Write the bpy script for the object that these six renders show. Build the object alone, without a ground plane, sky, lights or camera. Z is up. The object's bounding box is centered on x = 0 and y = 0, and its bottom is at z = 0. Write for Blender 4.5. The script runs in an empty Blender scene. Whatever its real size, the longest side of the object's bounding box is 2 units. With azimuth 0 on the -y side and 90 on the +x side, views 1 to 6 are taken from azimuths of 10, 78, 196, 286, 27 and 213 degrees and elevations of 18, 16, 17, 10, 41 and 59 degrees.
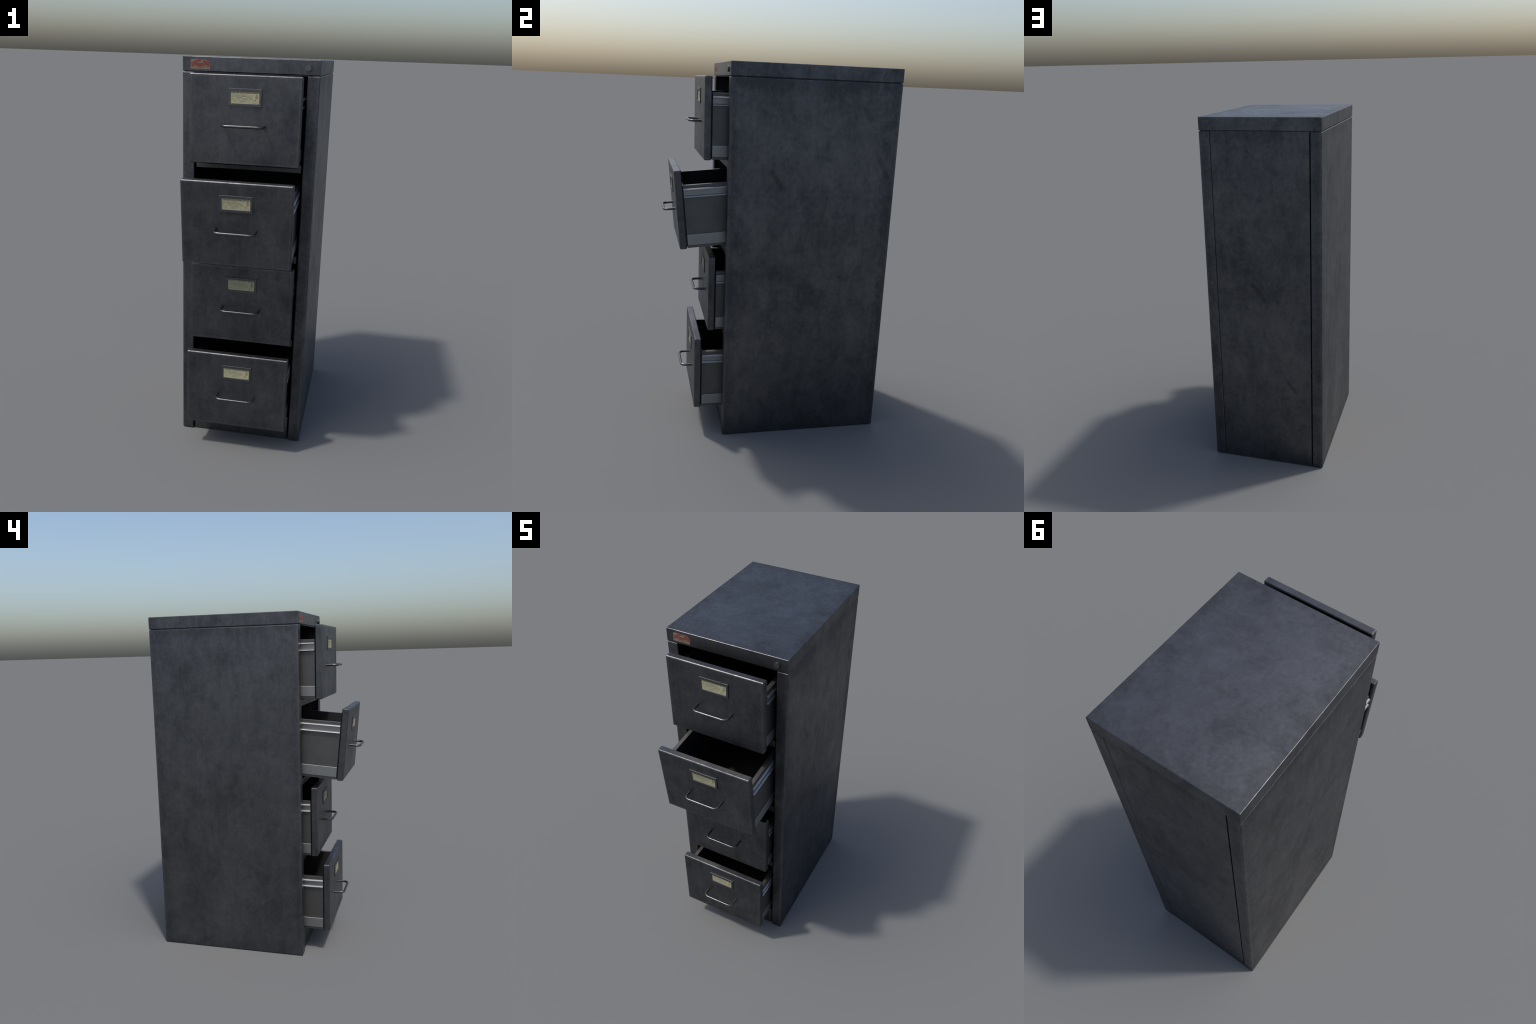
"""Four-drawer steel filing cabinet, drawers pulled out by different amounts."""
import math
import random
import bpy
import bmesh
from mathutils import Vector, Matrix

rng = random.Random(7)
SCENE = bpy.context.scene.collection

# ------------------------------------------------------------------ sizes (metres)
HALF_W = 0.3273                 # cabinet half width
FRONT, REAR = -0.2852, 0.5975   # carcass front and rear planes
LID_LOW, BODY_TOP, LID_TOP = 1.9310, 1.9285, 2.0
STILE_IN = 0.268                # inner edge of the front / rear returns
PITCH = 0.459                   # drawer spacing
FACE_W, FACE_H, FACE_T = 0.2617, 0.4105, 0.0378
# drawer: front face y, top z, tilt (second drawer droops on its runners)
DRAWERS = [(-0.4017, 1.9272, 0.0),
           (-0.5520, 1.4630, math.atan2(0.0345, 0.406)),
           (-0.3677, 1.0092, 0.0),
           (-0.4370, 0.5520, 0.0)]


# ------------------------------------------------------------------ node helpers
class Nodes:
    def __init__(self, name):
        self.mat = bpy.data.materials.new(name)
        self.mat.use_nodes = True
        self.t = self.mat.node_tree
        self.t.nodes.clear()
        self.out = self.t.nodes.new("ShaderNodeOutputMaterial")
        self.bsdf = self.t.nodes.new("ShaderNodeBsdfPrincipled")
        self.t.links.new(self.bsdf.outputs[0], self.out.inputs[0])
        self.coord = self.t.nodes.new("ShaderNodeTexCoord").outputs["Object"]

    def put(self, socket, v):
        if isinstance(v, bpy.types.NodeSocket):
            self.t.links.new(v, socket)
        else:
            socket.default_value = v

    def math(self, op, a, b=0.0, c=0.0, clamp=False):
        n = self.t.nodes.new("ShaderNodeMath")
        n.operation, n.use_clamp = op, clamp
        for s, v in zip(n.inputs, (a, b, c)):
            self.put(s, v)
        return n.outputs[0]

    def vec(self, op, a, b=(0, 0, 0)):
        n = self.t.nodes.new("ShaderNodeVectorMath")
        n.operation = op
        self.put(n.inputs[0], a)
        self.put(n.inputs[1], b)
        return n.outputs["Value"] if op in ("DOT_PRODUCT", "LENGTH") else n.outputs[0]

    def noise(self, scale, detail=5.0, rough=0.6, stretch=(1, 1, 1), shift=0.0, distort=0.0):
        m = self.t.nodes.new("ShaderNodeMapping")
        self.put(m.inputs["Vector"], self.coord)
        m.inputs["Scale"].default_value = stretch
        n = self.t.nodes.new("ShaderNodeTexNoise")
        n.noise_dimensions = "4D"
        self.put(n.inputs["Vector"], m.outputs[0])
        self.put(n.inputs["W"], shift)
        n.inputs["Scale"].default_value = scale
        n.inputs["Detail"].default_value = detail
        n.inputs["Roughness"].default_value = rough
        n.inputs["Distortion"].default_value = distort
        return n.outputs["Fac"]

    def remap(self, v, lo, hi, to_lo=0.0, to_hi=1.0, smooth=False):
        n = self.t.nodes.new("ShaderNodeMapRange")
        n.interpolation_type = "SMOOTHSTEP" if smooth else "LINEAR"
        for s, x in zip(n.inputs, (v, lo, hi, to_lo, to_hi)):
            self.put(s, x)
        return n.outputs[0]

    def mix(self, f, a, b):
        n = self.t.nodes.new("ShaderNodeMix")
        n.data_type = "RGBA"
        self.put(n.inputs[0], f)
        self.put(n.inputs[6], (*a, 1) if isinstance(a, tuple) else a)
        self.put(n.inputs[7], (*b, 1) if isinstance(b, tuple) else b)
        return n.outputs[2]

    def bump(self, h, strength, dist=0.001):
        n = self.t.nodes.new("ShaderNodeBump")
        n.inputs["Strength"].default_value = strength
        n.inputs["Distance"].default_value = dist
        self.put(n.inputs["Height"], h)
        self.put(self.bsdf.inputs["Normal"], n.outputs[0])

    def set(self, **kw):
        for k, v in kw.items():
            s = self.bsdf.inputs[k.replace("_", " ")]
            self.put(s, (*v, 1) if isinstance(v, tuple) and len(v) == 3 else v)
        return self.mat


def smear(n, a, b, half_width, normal):
    """Soft mask of a rubbed stroke from point a to point b on a plane."""
    a, b, nr = Vector(a), Vector(b), Vector(normal)
    u = (b - a).normalized()
    v = nr.cross(u)
    rel = n.vec("SUBTRACT", n.coord, tuple((a + b) / 2))
    du = n.math("ABSOLUTE", n.vec("DOT_PRODUCT", rel, tuple(u)))
    dv = n.math("ABSOLUTE", n.vec("DOT_PRODUCT", rel, tuple(v)))
    dn = n.math("ABSOLUTE", n.vec("DOT_PRODUCT", rel, tuple(nr)))
    half = (b - a).length / 2
    m = n.remap(du, half * 0.7, half * 1.15, 1, 0, True)
    m = n.math("MULTIPLY", m, n.remap(dv, half_width * 0.5, half_width * 1.2, 1, 0, True))
    return n.math("MULTIPLY", m, n.remap(dn, 0.01, 0.02, 1, 0))


def painted_steel(name, bounds, smears=(), per_object=False, vignette=0.2, rubbed=0.3, pale_all=False, shade=1.0):
    n = Nodes(name)
    w = 0.0
    if per_object:
        info = n.t.nodes.new("ShaderNodeObjectInfo")
        w = n.math("MULTIPLY", info.outputs["Random"], 9.0)
    cloud = n.noise(3.6, 5, 0.6, (1, 1, 0.8), w, 0.5)
    blot = n.noise(13, 8, 0.66, (1, 1, 0.75), n.math("ADD", w, 3.1), 0.6)
    grain = n.noise(60, 6, 0.65, (1, 1, 0.8), n.math("ADD", w, 5.7))
    streak = n.noise(26, 5, 0.62, (1.4, 1.4, 0.20), n.math("ADD", w, 8.2), 0.2)
    wipe = n.noise(40, 4, 0.6, (0.2, 0.2, 1.3), n.math("ADD", w, 15.2))
    tone = 0.0
    for layer, lo, hi, amount in ((cloud, 0.33, 0.67, 0.38), (blot, 0.28, 0.72, 0.50), (grain, 0.28, 0.72, 0.36),
                                  (streak, 0.3, 0.7, 0.18), (wipe, 0.3, 0.7, 0.05)):
        tone = n.math("MULTIPLY_ADD", n.remap(layer, lo, hi), amount, tone)
    tone = n.remap(tone, 0.42, 1.08)
    # pale band along the folded edges, darker cloudy band a little further in
    geo = n.t.nodes.new("ShaderNodeNewGeometry")
    pos, nor = n.t.nodes.new("ShaderNodeSeparateXYZ"), n.t.nodes.new("ShaderNodeSeparateXYZ")
    n.put(pos.inputs[0], n.coord)
    vt = n.t.nodes.new("ShaderNodeVectorTransform")
    vt.vector_type, vt.convert_from, vt.convert_to = "NORMAL", "WORLD", "OBJECT"
    n.put(vt.inputs[0], geo.outputs["True Normal"])
    n.put(nor.inputs[0], vt.outputs[0])
    (x, y, z), (nx, ny, nz) = pos.outputs, nor.outputs
    (x0, x1), (y0, y1), (z0, z1) = bounds

    def inset(p, lo, hi, normal):
        d = n.math("MINIMUM", n.math("SUBTRACT", p, lo), n.math("SUBTRACT", hi, p))
        return n.math("MULTIPLY_ADD", n.math("ABSOLUTE", normal), 5.0, n.math("ABSOLUTE", d))
    dx, dy, dz = inset(x, x0, x1, nx), inset(y, y0, y1, ny), inset(z, z0, z1, nz)
    side = n.math("MINIMUM", dx, dy)
    edge = n.math("MINIMUM", side, dz)
    wob = n.math("MULTIPLY_ADD", blot, 0.05, -0.025)
    edge_dark = n.remap(n.math("ADD", edge, wob), 0.012, 0.085, 1, 0, True)
    tone = n.math("SUBTRACT", tone, n.math("MULTIPLY", edge_dark, vignette))
    pale_edge = n.remap(n.math("MULTIPLY_ADD", wob, 0.25, edge if pale_all else side), 0.004, 0.019, 1, 0, True)
    tone = n.math("ADD", tone, n.math("MULTIPLY", pale_edge, rubbed))  # rubbed sets how pale the edge band turns
    speck = n.remap(n.noise(34, 3, 0.55, (1, 1, 0.8), n.math("ADD", w, 12.4)), 0.62, 0.72, 0, 1, True)
    tone = n.math("SUBTRACT", tone, n.math("MULTIPLY", speck, 0.22), clamp=True)
    col = n.mix(tone, tuple(c * shade for c in (0.071, 0.073, 0.079)), tuple(c * shade for c in (0.150, 0.152, 0.160)))
    for a, b, hw, nr, depth in smears:
        col = n.mix(n.math("MULTIPLY", smear(n, a, b, hw, nr), depth), col, (0.035, 0.036, 0.038))
    rough = n.remap(tone, 0, 1, 0.50, 0.40)
    n.bump(n.math("ADD", n.math("MULTIPLY", blot, 0.6), n.math("MULTIPLY", grain, 0.4)), 0.10, 0.0012)
    return n.set(Base_Color=col, Metallic=1.0, Roughness=rough)


def plain_steel(name, dark, light, rough, scale=40):
    n = Nodes(name)
    g = n.remap(n.noise(scale, 5, 0.6), 0.3, 0.7)
    return n.set(Base_Color=n.mix(g, dark, light), Metallic=1.0, Roughness=n.remap(g, 0, 1, rough + 0.04, rough - 0.03))


def paper(name, base, aged, scale=120):
    n = Nodes(name)
    g = n.remap(n.noise(scale, 5, 0.65), 0.35, 0.7)
    return n.set(Base_Color=n.mix(g, base, aged), Roughness=0.75, Specular_IOR_Level=0.3)


SIDE_SMEARS = [((0.3275, -0.0697, 1.4826), (0.3275, 0.0005, 1.3712), 0.0155, (1, 0, 0), 0.42),
               ((0.3275, 0.4968, 1.5604), (0.3275, 0.5610, 1.4413), 0.0140, (1, 0, 0), 0.36),
               ((0.3275, 0.1332, 0.9108), (0.3275, 0.1946, 0.8160), 0.0160, (1, 0, 0), 0.26),
               ((0.3275, 0.4000, 1.8100), (0.3275, 0.4500, 1.7300), 0.0180, (1, 0, 0), 0.30)]
REAR_SMEARS = [((0.0696, 0.597, 1.1083), (-0.0129, 0.597, 0.9983), 0.0170, (0, 1, 0), 0.46),
               ((-0.1148, 0.597, 0.5471), (-0.1806, 0.597, 0.4608), 0.0110, (0, 1, 0), 0.48),
               ((-0.0823, 0.597, 0.4090), (-0.1569, 0.597, 0.4417), 0.0030, (0, 1, 0), 0.36)]
BODY = painted_steel("worn_dark_paint", ((-HALF_W, HALF_W), (FRONT, REAR), (0.0, BODY_TOP)), SIDE_SMEARS + REAR_SMEARS, vignette=0.24, rubbed=0.32)
FACE = painted_steel("worn_drawer_paint", ((-FACE_W, FACE_W), (-0.5, 0.5), (-FACE_H, 0.0)), per_object=True, vignette=0.12, rubbed=0.42, pale_all=True, shade=0.92)
LID = painted_steel("worn_lid_paint", ((-HALF_W, HALF_W), (FRONT, REAR), (LID_LOW - 0.4, LID_TOP + 0.4)), vignette=0.26, rubbed=0.0)
BOX = plain_steel("drawer_sheet_steel", (0.115, 0.114, 0.112), (0.142, 0.141, 0.138), 0.52, 14)
INSIDE = plain_steel("drawer_inside_steel", (0.052, 0.052, 0.053), (0.066, 0.066, 0.067), 0.82, 14)  # box steel darkened and dulled, interior shadow baked into the colour
BEAD = plain_steel("rolled_bead_steel", (0.29, 0.292, 0.295), (0.34, 0.342, 0.345), 0.39, 30)  # rail steel lightened so the beads carry their sun and sky glint
RAIL = plain_steel("bright_rail_steel", (0.26, 0.262, 0.262), (0.315, 0.317, 0.317), 0.48, 30)
ROD = plain_steel("handle_steel", (0.085, 0.088, 0.094), (0.125, 0.128, 0.134), 0.38, 60)
FRAME = plain_steel("holder_steel", (0.098, 0.098, 0.10), (0.128, 0.128, 0.13), 0.46, 60)
LOCK = plain_steel("lock_steel", (0.11, 0.112, 0.113), (0.135, 0.136, 0.137), 0.55, 60)
CARD = paper("yellowed_card", (0.385, 0.365, 0.225), (0.32, 0.305, 0.19))
INK = paper("black_ink", (0.06, 0.06, 0.055), (0.11, 0.108, 0.09))
GREY_INK = paper("faded_ink", (0.19, 0.185, 0.14), (0.25, 0.24, 0.165))
CREST_INK = paper("olive_ink", (0.18, 0.168, 0.095), (0.255, 0.24, 0.135), 600)
STAMP_INK = paper("mauve_ink", (0.26, 0.205, 0.185), (0.31, 0.26, 0.2), 500)
STICKER = paper("old_sticker_paper", (0.19, 0.165, 0.115), (0.16, 0.13, 0.09), 150)
RED = paper("faded_red_print", (0.165, 0.024, 0.021), (0.195, 0.045, 0.036), 250)
LETTER = paper("worn_letter_paper", (0.19, 0.13, 0.09), (0.165, 0.09, 0.065), 250)
PINK = paper("rubbed_red_print", (0.175, 0.085, 0.062), (0.165, 0.06, 0.048), 250)


# ------------------------------------------------------------------ mesh helpers
def add_box(bm, lo, hi):
    c = [(x, y, z) for z in (lo[2], hi[2]) for y in (lo[1], hi[1]) for x in (lo[0], hi[0])]
    v = [bm.verts.new(p) for p in c]
    for f in ((0, 2, 3, 1), (4, 5, 7, 6), (0, 1, 5, 4), (1, 3, 7, 5), (3, 2, 6, 7), (2, 0, 4, 6)):
        bm.faces.new([v[i] for i in f])


def extrude_poly(bm, pts, depth):
    """Closed outline (3D points on one plane) thickened along a vector."""
    d = Vector(depth)
    a = [bm.verts.new(p) for p in pts]
    b = [bm.verts.new(Vector(p) + d) for p in pts]
    k = len(pts)
    bm.faces.new(a[::-1])
    bm.faces.new(b)
    for i in range(k):
        bm.faces.new((a[i], a[(i + 1) % k], b[(i + 1) % k], b[i]))


def finish(bm, name, mat, parent=None, bevel=0.0, segments=3, angle=40, profile=0.5):
    bmesh.ops.recalc_face_normals(bm, faces=bm.faces[:])
    me = bpy.data.meshes.new(name)
    bm.to_mesh(me)
    bm.free()
    me.materials.append(mat)
    me.shade_smooth()
    ob = bpy.data.objects.new(name, me)
    SCENE.objects.link(ob)
    ob.parent = parent
    if bevel:
        m = ob.modifiers.new("rounded_edges", "BEVEL")
        m.width, m.segments, m.limit_method = bevel, segments, "ANGLE"
        m.angle_limit = math.radians(angle)
        m.harden_normals, m.profile = True, profile
    else:
        me.set_sharp_from_angle(angle=math.radians(angle))
    return ob


def box_part(name, lo, hi, mat, parent, bevel=0.003, segments=3, profile=0.5):
    bm = bmesh.new()
    add_box(bm, lo, hi)
    return finish(bm, name, mat, parent, bevel, segments, 40, profile)


def ellipse(cx, cz, rx, rz, y, k=20):
    return [(cx + rx * math.cos(2 * math.pi * i / k), y, cz + rz * math.sin(2 * math.pi * i / k)) for i in range(k)]


# ------------------------------------------------------------------ carcass
cabinet = bpy.data.objects.new("filing_cabinet", None)
SCENE.objects.link(cabinet)
cabinet["label"] = "tall worn dark grey steel filing cabinet with four open drawers"
cabinet["category"] = "filing cabinet"

for s in (1, -1):
    t = 0.012
    outline = [(STILE_IN, FRONT), (HALF_W, FRONT), (HALF_W, REAR), (STILE_IN, REAR),
               (STILE_IN, REAR - t), (HALF_W - t, REAR - t), (HALF_W - t, FRONT + t), (STILE_IN, FRONT + t)]
    bm = bmesh.new()
    extrude_poly(bm, [(s * x, y, 0.0) for x, y in outline], (0, 0, BODY_TOP))
    finish(bm, "side_panel", BODY, cabinet, 0.0056, 4)

lid = box_part("lid", (-HALF_W - 0.0002, FRONT - 0.0004, LID_LOW), (HALF_W + 0.0002, REAR + 0.0004, LID_TOP), LID, cabinet, 0.0036, 3, 0.4)
box_part("top_plate", (-0.3195, FRONT + 0.006, 1.9270), (0.3195, REAR - 0.007, LID_LOW + 0.001), BODY, cabinet, 0)
box_part("back_panel", (-0.2632, REAR - 0.016, 0.0), (0.2664, REAR - 0.0022, LID_LOW - 0.0022), BODY, cabinet, 0.0015)
box_part("floor_panel", (-0.314, FRONT + 0.045, 0.012), (0.314, REAR - 0.018, 0.02), BOX, cabinet, 0.001)
PL_Y = FRONT + 0.0075
box_part("plinth", (-0.2607, PL_Y, 0.0), (0.2607, PL_Y + 0.03, 0.138), BODY, cabinet, 0.004)
for i in range(3):
    top = 1.515 - PITCH * i
    box_part("crossbar", (-0.2612, PL_Y, top - 0.040), (0.2612, PL_Y + 0.03, top), BODY, cabinet, 0.004)

# runner angles inside the carcass that carry the drawer rails
for y, z, tilt in DRAWERS:
    for s in (1, -1):
        zc = z - 0.1195 if not tilt else 1.468 - 0.1195
        x0, x1 = sorted((s * 0.2665, s * 0.3148))
        box_part("runner", (x0, FRONT + 0.02, zc - 0.012), (x1, REAR - 0.02, zc + 0.012), RAIL, cabinet, 0.002)

# lock button on the lid
bm = bmesh.new()
extrude_poly(bm, ellipse(0.270, 1.9632, 0.0143, 0.0143, FRONT + 0.002, 40), (0, -0.0115, 0))
finish(bm, "lock_button", LOCK, lid, 0.0006, 2, 60)

# ------------------------------------------------------------------ sticker on the lid
SX, SZ, SW, SH = -0.2888, 1.9413, 0.0945, 0.0447
SY = FRONT - 0.0003


def stick(u, v, lift=0.0):
    return (SX + u * SW, SY - lift, SZ + v * SH)


def sticker_layer(name, shapes, mat, base, thick):
    bm = bmesh.new()
    for i, sh in enumerate(shapes):
        extrude_poly(bm, [stick(u, v, base) for u, v in sh], (0, -thick - 6e-6 * (i % 9), 0))
    return finish(bm, name, mat, lid)


corner = [(0.66 + 0.335 * math.sin(a), 0.50 + 0.455 * math.cos(a)) for a in [i * math.pi / 2 / 10 * 0.93 for i in range(11)]]
base = [(0.0, 0.0), (0.004, 0.5), (0.012, 0.9), (0.05, 0.985), (0.12, 1.0), (0.3, 0.985), (0.5, 0.955)] + corner + [(0.995, 0.4), (1.0, -0.005), (0.5, 0.0)]
sticker_layer("sticker", [base], STICKER, -0.0002, 0.0005)


def disc(u, v, ru, rv, k=14):
    return [(u + ru * math.cos(2 * math.pi * i / k), v + rv * math.sin(2 * math.pi * i / k)) for i in range(k)]


def bar(u0, v0, u1, v1):
    return [(u0, v0), (u1, v0), (u1, v1), (u0, v1)]


banner = [(0.025, 0.69), (0.13, 0.73), (0.24, 0.72), (0.33, 0.66), (0.5, 0.60), (0.64, 0.63), (0.73, 0.71), (0.85, 0.75),
          (0.915, 0.76), (0.965, 0.65), (0.96, 0.27), (0.85, 0.24), (0.84, 0.44), (0.75, 0.43), (0.66, 0.36), (0.5, 0.31),
          (0.34, 0.35), (0.25, 0.41), (0.165, 0.43), (0.145, 0.22), (0.05, 0.28), (0.055, 0.52)]
red = [banner,
       [(0.37, 0.80), (0.385, 0.955), (0.485, 0.945), (0.50, 0.83), (0.45, 0.76)],
       [(0.19, 0.79), (0.20, 0.88), (0.30, 0.89), (0.29, 0.79)],
       [(0.50, 0.90), (0.555, 0.91), (0.60, 0.77), (0.54, 0.70), (0.505, 0.78)],
       [(0.66, 0.90), (0.74, 0.905), (0.82, 0.80), (0.83, 0.70), (0.73, 0.68), (0.68, 0.78)],
       [(0.31, 0.89), (0.345, 0.90), (0.37, 0.74), (0.32, 0.70)]]
sticker_layer("sticker_print", red, RED, 0.0003, 0.0002)
pink = [bar(0.24, 0.73, 0.31, 0.80), bar(0.36, 0.73, 0.41, 0.83), bar(0.60, 0.72, 0.67, 0.79),
        bar(0.0, 0.01, 0.012, 0.86), bar(0.984, 0.03, 0.996, 0.40), bar(0.02, 0.0, 0.97, 0.035), bar(0.415, 0.115, 0.63, 0.15)]
blush = [[(0.16, 0.735), (0.19, 0.84), (0.36, 0.87), (0.37, 0.70)], [(0.60, 0.70), (0.66, 0.88), (0.80, 0.86), (0.90, 0.765), (0.74, 0.70)],
         bar(0.25, 0.265, 0.74, 0.30)]
sticker_layer("sticker_print", blush, PINK, -0.0002, 0.00058)
pink += [bar(u, 0.185, u + 0.022, 0.255) for u in [0.28 + 0.036 * i for i in range(13)]]
pink += [disc(0.205, 0.30, 0.022, 0.08), disc(0.80, 0.30, 0.022, 0.08)]
sticker_layer("sticker_print", pink, PINK, 0.0003, 0.0002)
pale = [disc(0.455, 0.70, 0.048, 0.085), disc(0.585, 0.73, 0.055, 0.095), disc(0.175, 0.635, 0.024, 0.05),
        disc(0.11, 0.455, 0.022, 0.035), disc(0.89, 0.43, 0.022, 0.035)]
sticker_layer("sticker_print", pale, STICKER, 0.0005, 0.0002)
letters = []
for i in range(13):                      # worn, unreadable banner lettering: stems with a foot or a cap
    u = 0.075 + 0.066 * i
    if i == 6:
        continue
    v = 0.40 + 0.16 * abs(u - 0.5) ** 1.3 * 2.2
    letters.append(bar(u, v, u + 0.011, v + 0.15))
    if i % 3 != 1:
        letters.append(bar(u + 0.011, v + 0.118 * (i % 2), u + 0.036, v + 0.118 * (i % 2) + 0.03))
    if i % 3 != 2:
        letters.append(bar(u + 0.028, v + 0.032, u + 0.039, v + 0.116))
sticker_layer("sticker_lettering", letters, LETTER, 0.0005, 0.0002)

# ------------------------------------------------------------------ drawer meshes (local: x right, y back, z up; origin = top of front face)
BOX_Y0, BOX_Y1 = 0.041, 0.80
RIM_Z, BOX_BOT = -0.0797, -0.4080


def make_box():
    bm = bmesh.new()
    ox, ix = 0.2500, 0.2278
    for s in (1, -1):
        x0, x1 = sorted((s * ix, s * ox))
        add_box(bm, (x0, BOX_Y0, BOX_BOT), (x1, BOX_Y1, RIM_Z))
    add_box(bm, (-ix - 0.001, BOX_Y0 + 0.001, BOX_BOT + 0.001), (ix + 0.001, BOX_Y1 - 0.001, BOX_BOT + 0.012))
    add_box(bm, (-ix - 0.001, BOX_Y1 - 0.021, BOX_BOT + 0.002), (ix + 0.001, BOX_Y1 - 0.002, RIM_Z - 0.001))
    add_box(bm, (-0.240, FACE_T - 0.004, BOX_BOT + 0.006), (0.240, BOX_Y0 + 0.006, RIM_Z - 0.006))   # stiffener joining face and box
    ob = finish(bm, "drawer", BOX, cabinet, 0.0016, 2)
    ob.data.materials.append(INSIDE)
    for f in ob.data.polygons:      # inside faces take the shadow-darkened steel
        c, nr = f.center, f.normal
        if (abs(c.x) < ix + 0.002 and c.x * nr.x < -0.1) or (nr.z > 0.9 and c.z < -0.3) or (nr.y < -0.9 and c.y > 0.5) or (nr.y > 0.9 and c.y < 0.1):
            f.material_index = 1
    return ob


def make_face(drawer):
    return box_part("drawer_front", (-FACE_W, 0, -FACE_H), (FACE_W, FACE_T, 0), FACE, drawer, 0.0062, 4, 0.34)


def make_rails(drawer):
    y0, y1 = BOX_Y0 + 0.0005, BOX_Y1 - 0.02
    out = []
    for s in (1, -1):
        def slab(name, xin, xout, z0, z1, bev, seg=3):
            x0, x1 = sorted((s * xin, s * xout))
            return box_part(name, (x0, y0, z0), (x1, y1, z1), RAIL, drawer, bev, seg)
        for top in (-0.0958, -0.1326):        # rolled beads, sloping outwards
            prof = [(0.2485, 0.0), (0.2540, -0.0002), (0.2562, -0.0010), (0.2622, -0.0072), (0.2626, -0.0090), (0.2616, -0.0100), (0.2485, -0.0104)]
            bm = bmesh.new()
            extrude_poly(bm, [(s * x, y0, top + dz) for x, dz in prof], (0, y1 - y0, 0))
            out.append(finish(bm, "slide_bead", BEAD, drawer, 0, 0, 60))
        out.append(slab("slide_rail", 0.2480, 0.2530, -0.1332, -0.1055, 0.0008))
        out.append(slab("lower_rail", 0.2480, 0.2555, -0.3940, -0.3360, 0.0026, 3))
    return out


def make_handle(drawer):
    """Round bar bent into a bow: two legs, two quarter bends, one straight grip."""
    r, hx, reach, bend, z = 0.0066, 0.0945, 0.0586, 0.0250, -0.226
    path = [(-hx, 0.003), (-hx, -(reach - bend) * 0.5)]
    for i in range(11):
        a = math.pi / 2 * i / 10
        path.append((-hx + bend - bend * math.cos(a), -(reach - bend) - bend * math.sin(a)))
    path += [(-0.03, -reach)]
    path += [(-x, y) for x, y in reversed(path)]
    bm = bmesh.new()
    k, rings = 18, []
    for i, (x, y) in enumerate(path):
        ax, ay = path[max(i - 1, 0)]
        bx, by = path[min(i + 1, len(path) - 1)]
        t = Vector((bx - ax, by - ay)).normalized()
        nx, ny = -t.y, t.x
        rings.append([bm.verts.new((x + nx * r * math.cos(2 * math.pi * j / k), y + ny * r * math.cos(2 * math.pi * j / k),
                                    z + r * math.sin(2 * math.pi * j / k))) for j in range(k)])
    for a, b in zip(rings, rings[1:]):
        for j in range(k):
            bm.faces.new((a[j], a[(j + 1) % k], b[(j + 1) % k], b[j]))
    bm.faces.new(rings[0])
    bm.faces.new(rings[-1])
    return finish(bm, "handle", ROD, drawer, 0, 0, 60)


LX, LZ0, LZ1 = 0.0782, -0.1392, -0.0605        # holder outline
WX, WZ0, WZ1 = 0.0672, -0.1270, -0.0738        # window


def make_holder(drawer):
    bm = bmesh.new()
    yo, yb = -0.0046, 0.001
    outer = [(-LX, LZ0), (LX, LZ0), (LX, LZ1), (-LX, LZ1)]
    inner = [(-WX, WZ0), (WX, WZ0), (WX, WZ1), (-WX, WZ1)]
    ring = []
    for y in (yo, yb):
        ring.append(([bm.verts.new((x, y, z)) for x, z in outer], [bm.verts.new((x, y, z)) for x, z in inner]))
    for i in range(4):
        j = (i + 1) % 4
        (o0, i0), (o1, i1) = ring
        bm.faces.new((o0[i], o0[j], i0[j], i0[i]))
        bm.faces.new((o1[j], o1[i], i1[i], i1[j]))
        bm.faces.new((o0[j], o0[i], o1[i], o1[j]))
        bm.faces.new((i0[i], i0[j], i1[j], i1[i]))
    return finish(bm, "label_holder", FRAME, drawer, 0.0009, 2)


CARD_Y = -0.0012


def make_card(drawer):
    return box_part("paper_card", (-WX - 0.004, CARD_Y, WZ0 - 0.004), (WX + 0.004, -0.0001, WZ1 + 0.004), CARD, drawer, 0)


CW, CH = 2 * WX, WZ1 - WZ0


def cpt(u, v):
    """Card coordinates: u 0..1 from the left, v 0..1 from the top of the window."""
    return (-WX + u * CW, CARD_Y + 0.00005, WZ1 - v * CH)


def print_layer(name, shapes, mat, drawer, thick):
    bm = bmesh.new()
    for i, sh in enumerate(shapes):
        extrude_poly(bm, [cpt(u, v) for u, v in sh], (0, -thick - 5e-6 * (i % 7), 0))
    ob = finish(bm, name, mat, drawer)
    ob["kind"] = "stuff"
    return ob


def make_title(drawer):
    bm = bmesh.new()
    for body, u, width in (("1943-48", 0.065, 0.225), ("CLOTHING", 0.325, 0.39), ("BOOK", 0.765, 0.19)):
        cu = bpy.data.curves.new("title", "FONT")
        cu.body, cu.extrude, cu.offset, cu.size = body, 0.0001, 0.00012, 0.0076
        tmp = bpy.data.objects.new("title", cu)
        SCENE.objects.link(tmp)
        bpy.context.view_layer.update()
        me = bpy.data.meshes.new_from_object(tmp.evaluated_get(bpy.context.evaluated_depsgraph_get()))
        xs = [v.co.x for v in me.vertices]
        sx = width * CW / (max(xs) - min(xs))
        px, py, pz = cpt(u, 0.155)
        me.transform(Matrix(((sx, 0, 0, px - min(xs) * sx), (0, 0, -1, py - 0.0001), (0, 1.0, 0, pz), (0, 0, 0, 1))))
        bm.from_mesh(me)
        bpy.data.objects.remove(tmp)
        bpy.data.curves.remove(cu)
        bpy.data.meshes.remove(me)
    ob = finish(bm, "card_title", INK, drawer)
    ob["kind"] = "stuff"
    return ob


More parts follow.
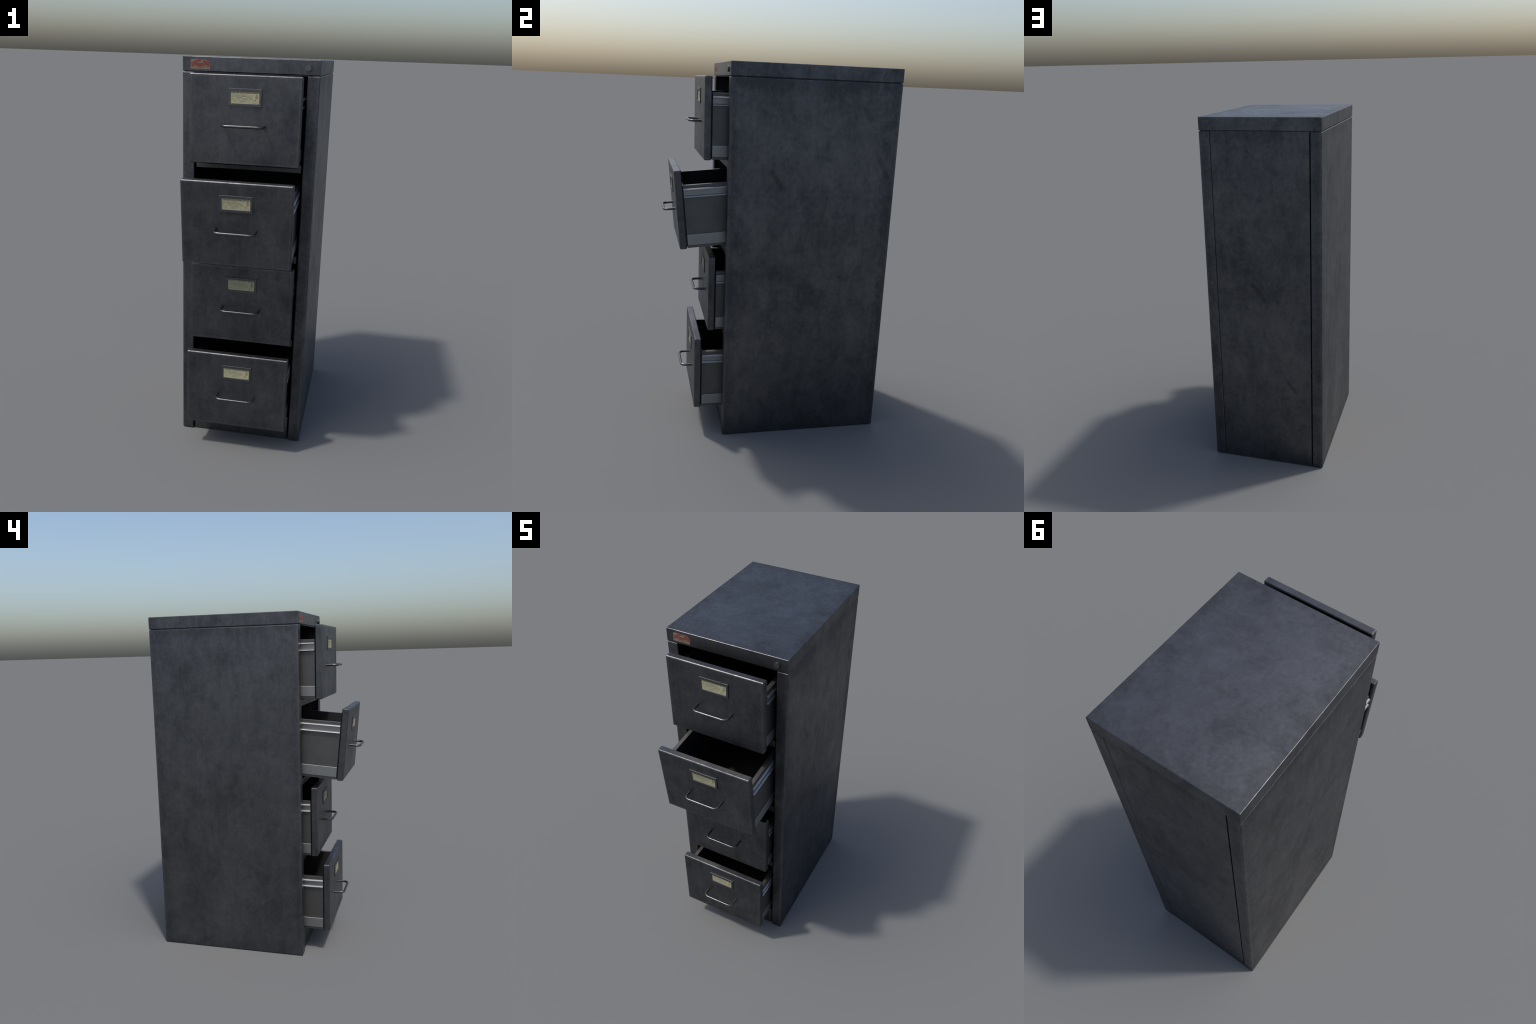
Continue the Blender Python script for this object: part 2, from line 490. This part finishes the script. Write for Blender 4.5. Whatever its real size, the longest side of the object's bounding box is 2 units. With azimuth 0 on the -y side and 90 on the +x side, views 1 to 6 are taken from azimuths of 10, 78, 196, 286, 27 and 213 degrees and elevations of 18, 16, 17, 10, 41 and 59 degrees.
def text_row(v, u0, u1, h, fill=0.8):
    """A row of tiny unreadable words, each a run of little stems."""
    out, u = [], u0
    while u < u1 - 0.01:
        word = min(rng.uniform(0.025, 0.09), u1 - u)
        if rng.random() < fill:
            e = u
            while e < u + word - 0.004:
                w = rng.uniform(0.004, 0.008)
                lift = rng.uniform(0, h * 0.45)
                out.append(bar(e, v - h + lift, e + w, v))
                e += w + rng.uniform(0.002, 0.005)
        u += word + rng.uniform(0.012, 0.03)
    return out


def make_print(drawer):
    grey = []
    for v, u0, u1, h in ((0.265, 0.06, 0.60, 0.03), (0.33, 0.06, 0.62, 0.03), (0.375, 0.10, 0.55, 0.025), (0.45, 0.3, 0.74, 0.03), (0.585, 0.05, 0.5, 0.03), (0.68, 0.1, 0.72, 0.03), (0.86, 0.1, 0.6, 0.03), (0.235, 0.06, 0.56, 0.035), (0.30, 0.06, 0.78, 0.04), (0.35, 0.1, 0.6, 0.03), (0.39, 0.06, 0.75, 0.03), (0.43, 0.1, 0.7, 0.03), (0.62, 0.1, 0.7, 0.03), (0.475, 0.05, 0.47, 0.035),
                         (0.555, 0.24, 0.76, 0.045), (0.655, 0.04, 0.30, 0.035), (0.70, 0.05, 0.68, 0.035), (0.735, 0.3, 0.68, 0.025),
                         (0.90, 0.05, 0.47, 0.03), (0.925, 0.30, 0.78, 0.03)):
        grey += text_row(v, u0, u1, h)
    grey += [bar(0.05, 0.755, 0.66, 0.768), bar(0.66, 0.755, 0.668, 0.92), bar(0.05, 0.755, 0.058, 0.92), bar(0.05, 0.43, 0.50, 0.44),
             bar(0.05, 0.595, 0.74, 0.605)]
    dark = []
    for v, u0, u1, h in ((0.40, 0.05, 0.13, 0.03), (0.40, 0.20, 0.33, 0.07), (0.40, 0.36, 0.55, 0.05), (0.42, 0.59, 0.78, 0.05),
                         (0.52, 0.05, 0.18, 0.03), (0.52, 0.21, 0.44, 0.06), (0.53, 0.52, 0.74, 0.05), (0.66, 0.44, 0.55, 0.04),
                         (0.83, 0.12, 0.20, 0.06), (0.83, 0.35, 0.52, 0.05), (0.97, 0.80, 0.96, 0.03)):
        dark += text_row(v, u0, u1, h, 1.0)
    ink = [[(0.70, 0.56), (0.712, 0.555), (0.718, 0.655), (0.705, 0.66)]]
    for k in range(7):                  # slanting pen signature
        u = 0.735 + 0.025 * k
        ink.append([(u, 0.66 + 0.005 * k), (u + 0.012, 0.61 + 0.008 * (k % 3)), (u + 0.02, 0.62), (u + 0.009, 0.675 + 0.004 * k)])
    crest = [disc(0.905, 0.265, 0.042, 0.065), disc(0.905, 0.44, 0.055, 0.115), disc(0.868, 0.40, 0.022, 0.06),
             disc(0.945, 0.40, 0.022, 0.06), bar(0.865, 0.54, 0.95, 0.575)]
    stamp = [disc(0.85, 0.76, 0.042, 0.065), disc(0.805, 0.90, 0.022, 0.035)]
    for k in range(22):                 # worn round postmark
        a = 2 * math.pi * k / 22
        if k in (4, 5, 15):
            continue
        b = a + 0.22
        stamp.append([(0.85 + r * 0.098 * math.cos(t), 0.83 + r * 0.125 * math.sin(t)) for r, t in ((1, a), (1, b), (0.88, b), (0.88, a))])
    return [print_layer("card_print", grey, GREY_INK, drawer, 0.00014), print_layer("card_writing", dark + ink, INK_SOFT, drawer, 0.00028),
            print_layer("card_crest", crest, CREST_INK, drawer, 0.00019), print_layer("card_stamp", stamp, STAMP_INK, drawer, 0.00024)]


INK_SOFT = paper("worn_ink", (0.12, 0.12, 0.10), (0.19, 0.185, 0.135), 400)

first = make_box()
kids = [make_face(first)] + make_rails(first) + [make_handle(first), make_holder(first), make_card(first), make_title(first)] + make_print(first)
for i, (y, z, tilt) in enumerate(DRAWERS):
    d = first
    if i:
        d = first.copy()
        SCENE.objects.link(d)
        for kid in kids:
            c = kid.copy()
            c.parent = d
            SCENE.objects.link(c)
    d.location = (0, y, z)
    d.rotation_euler = (tilt, 0, 0)
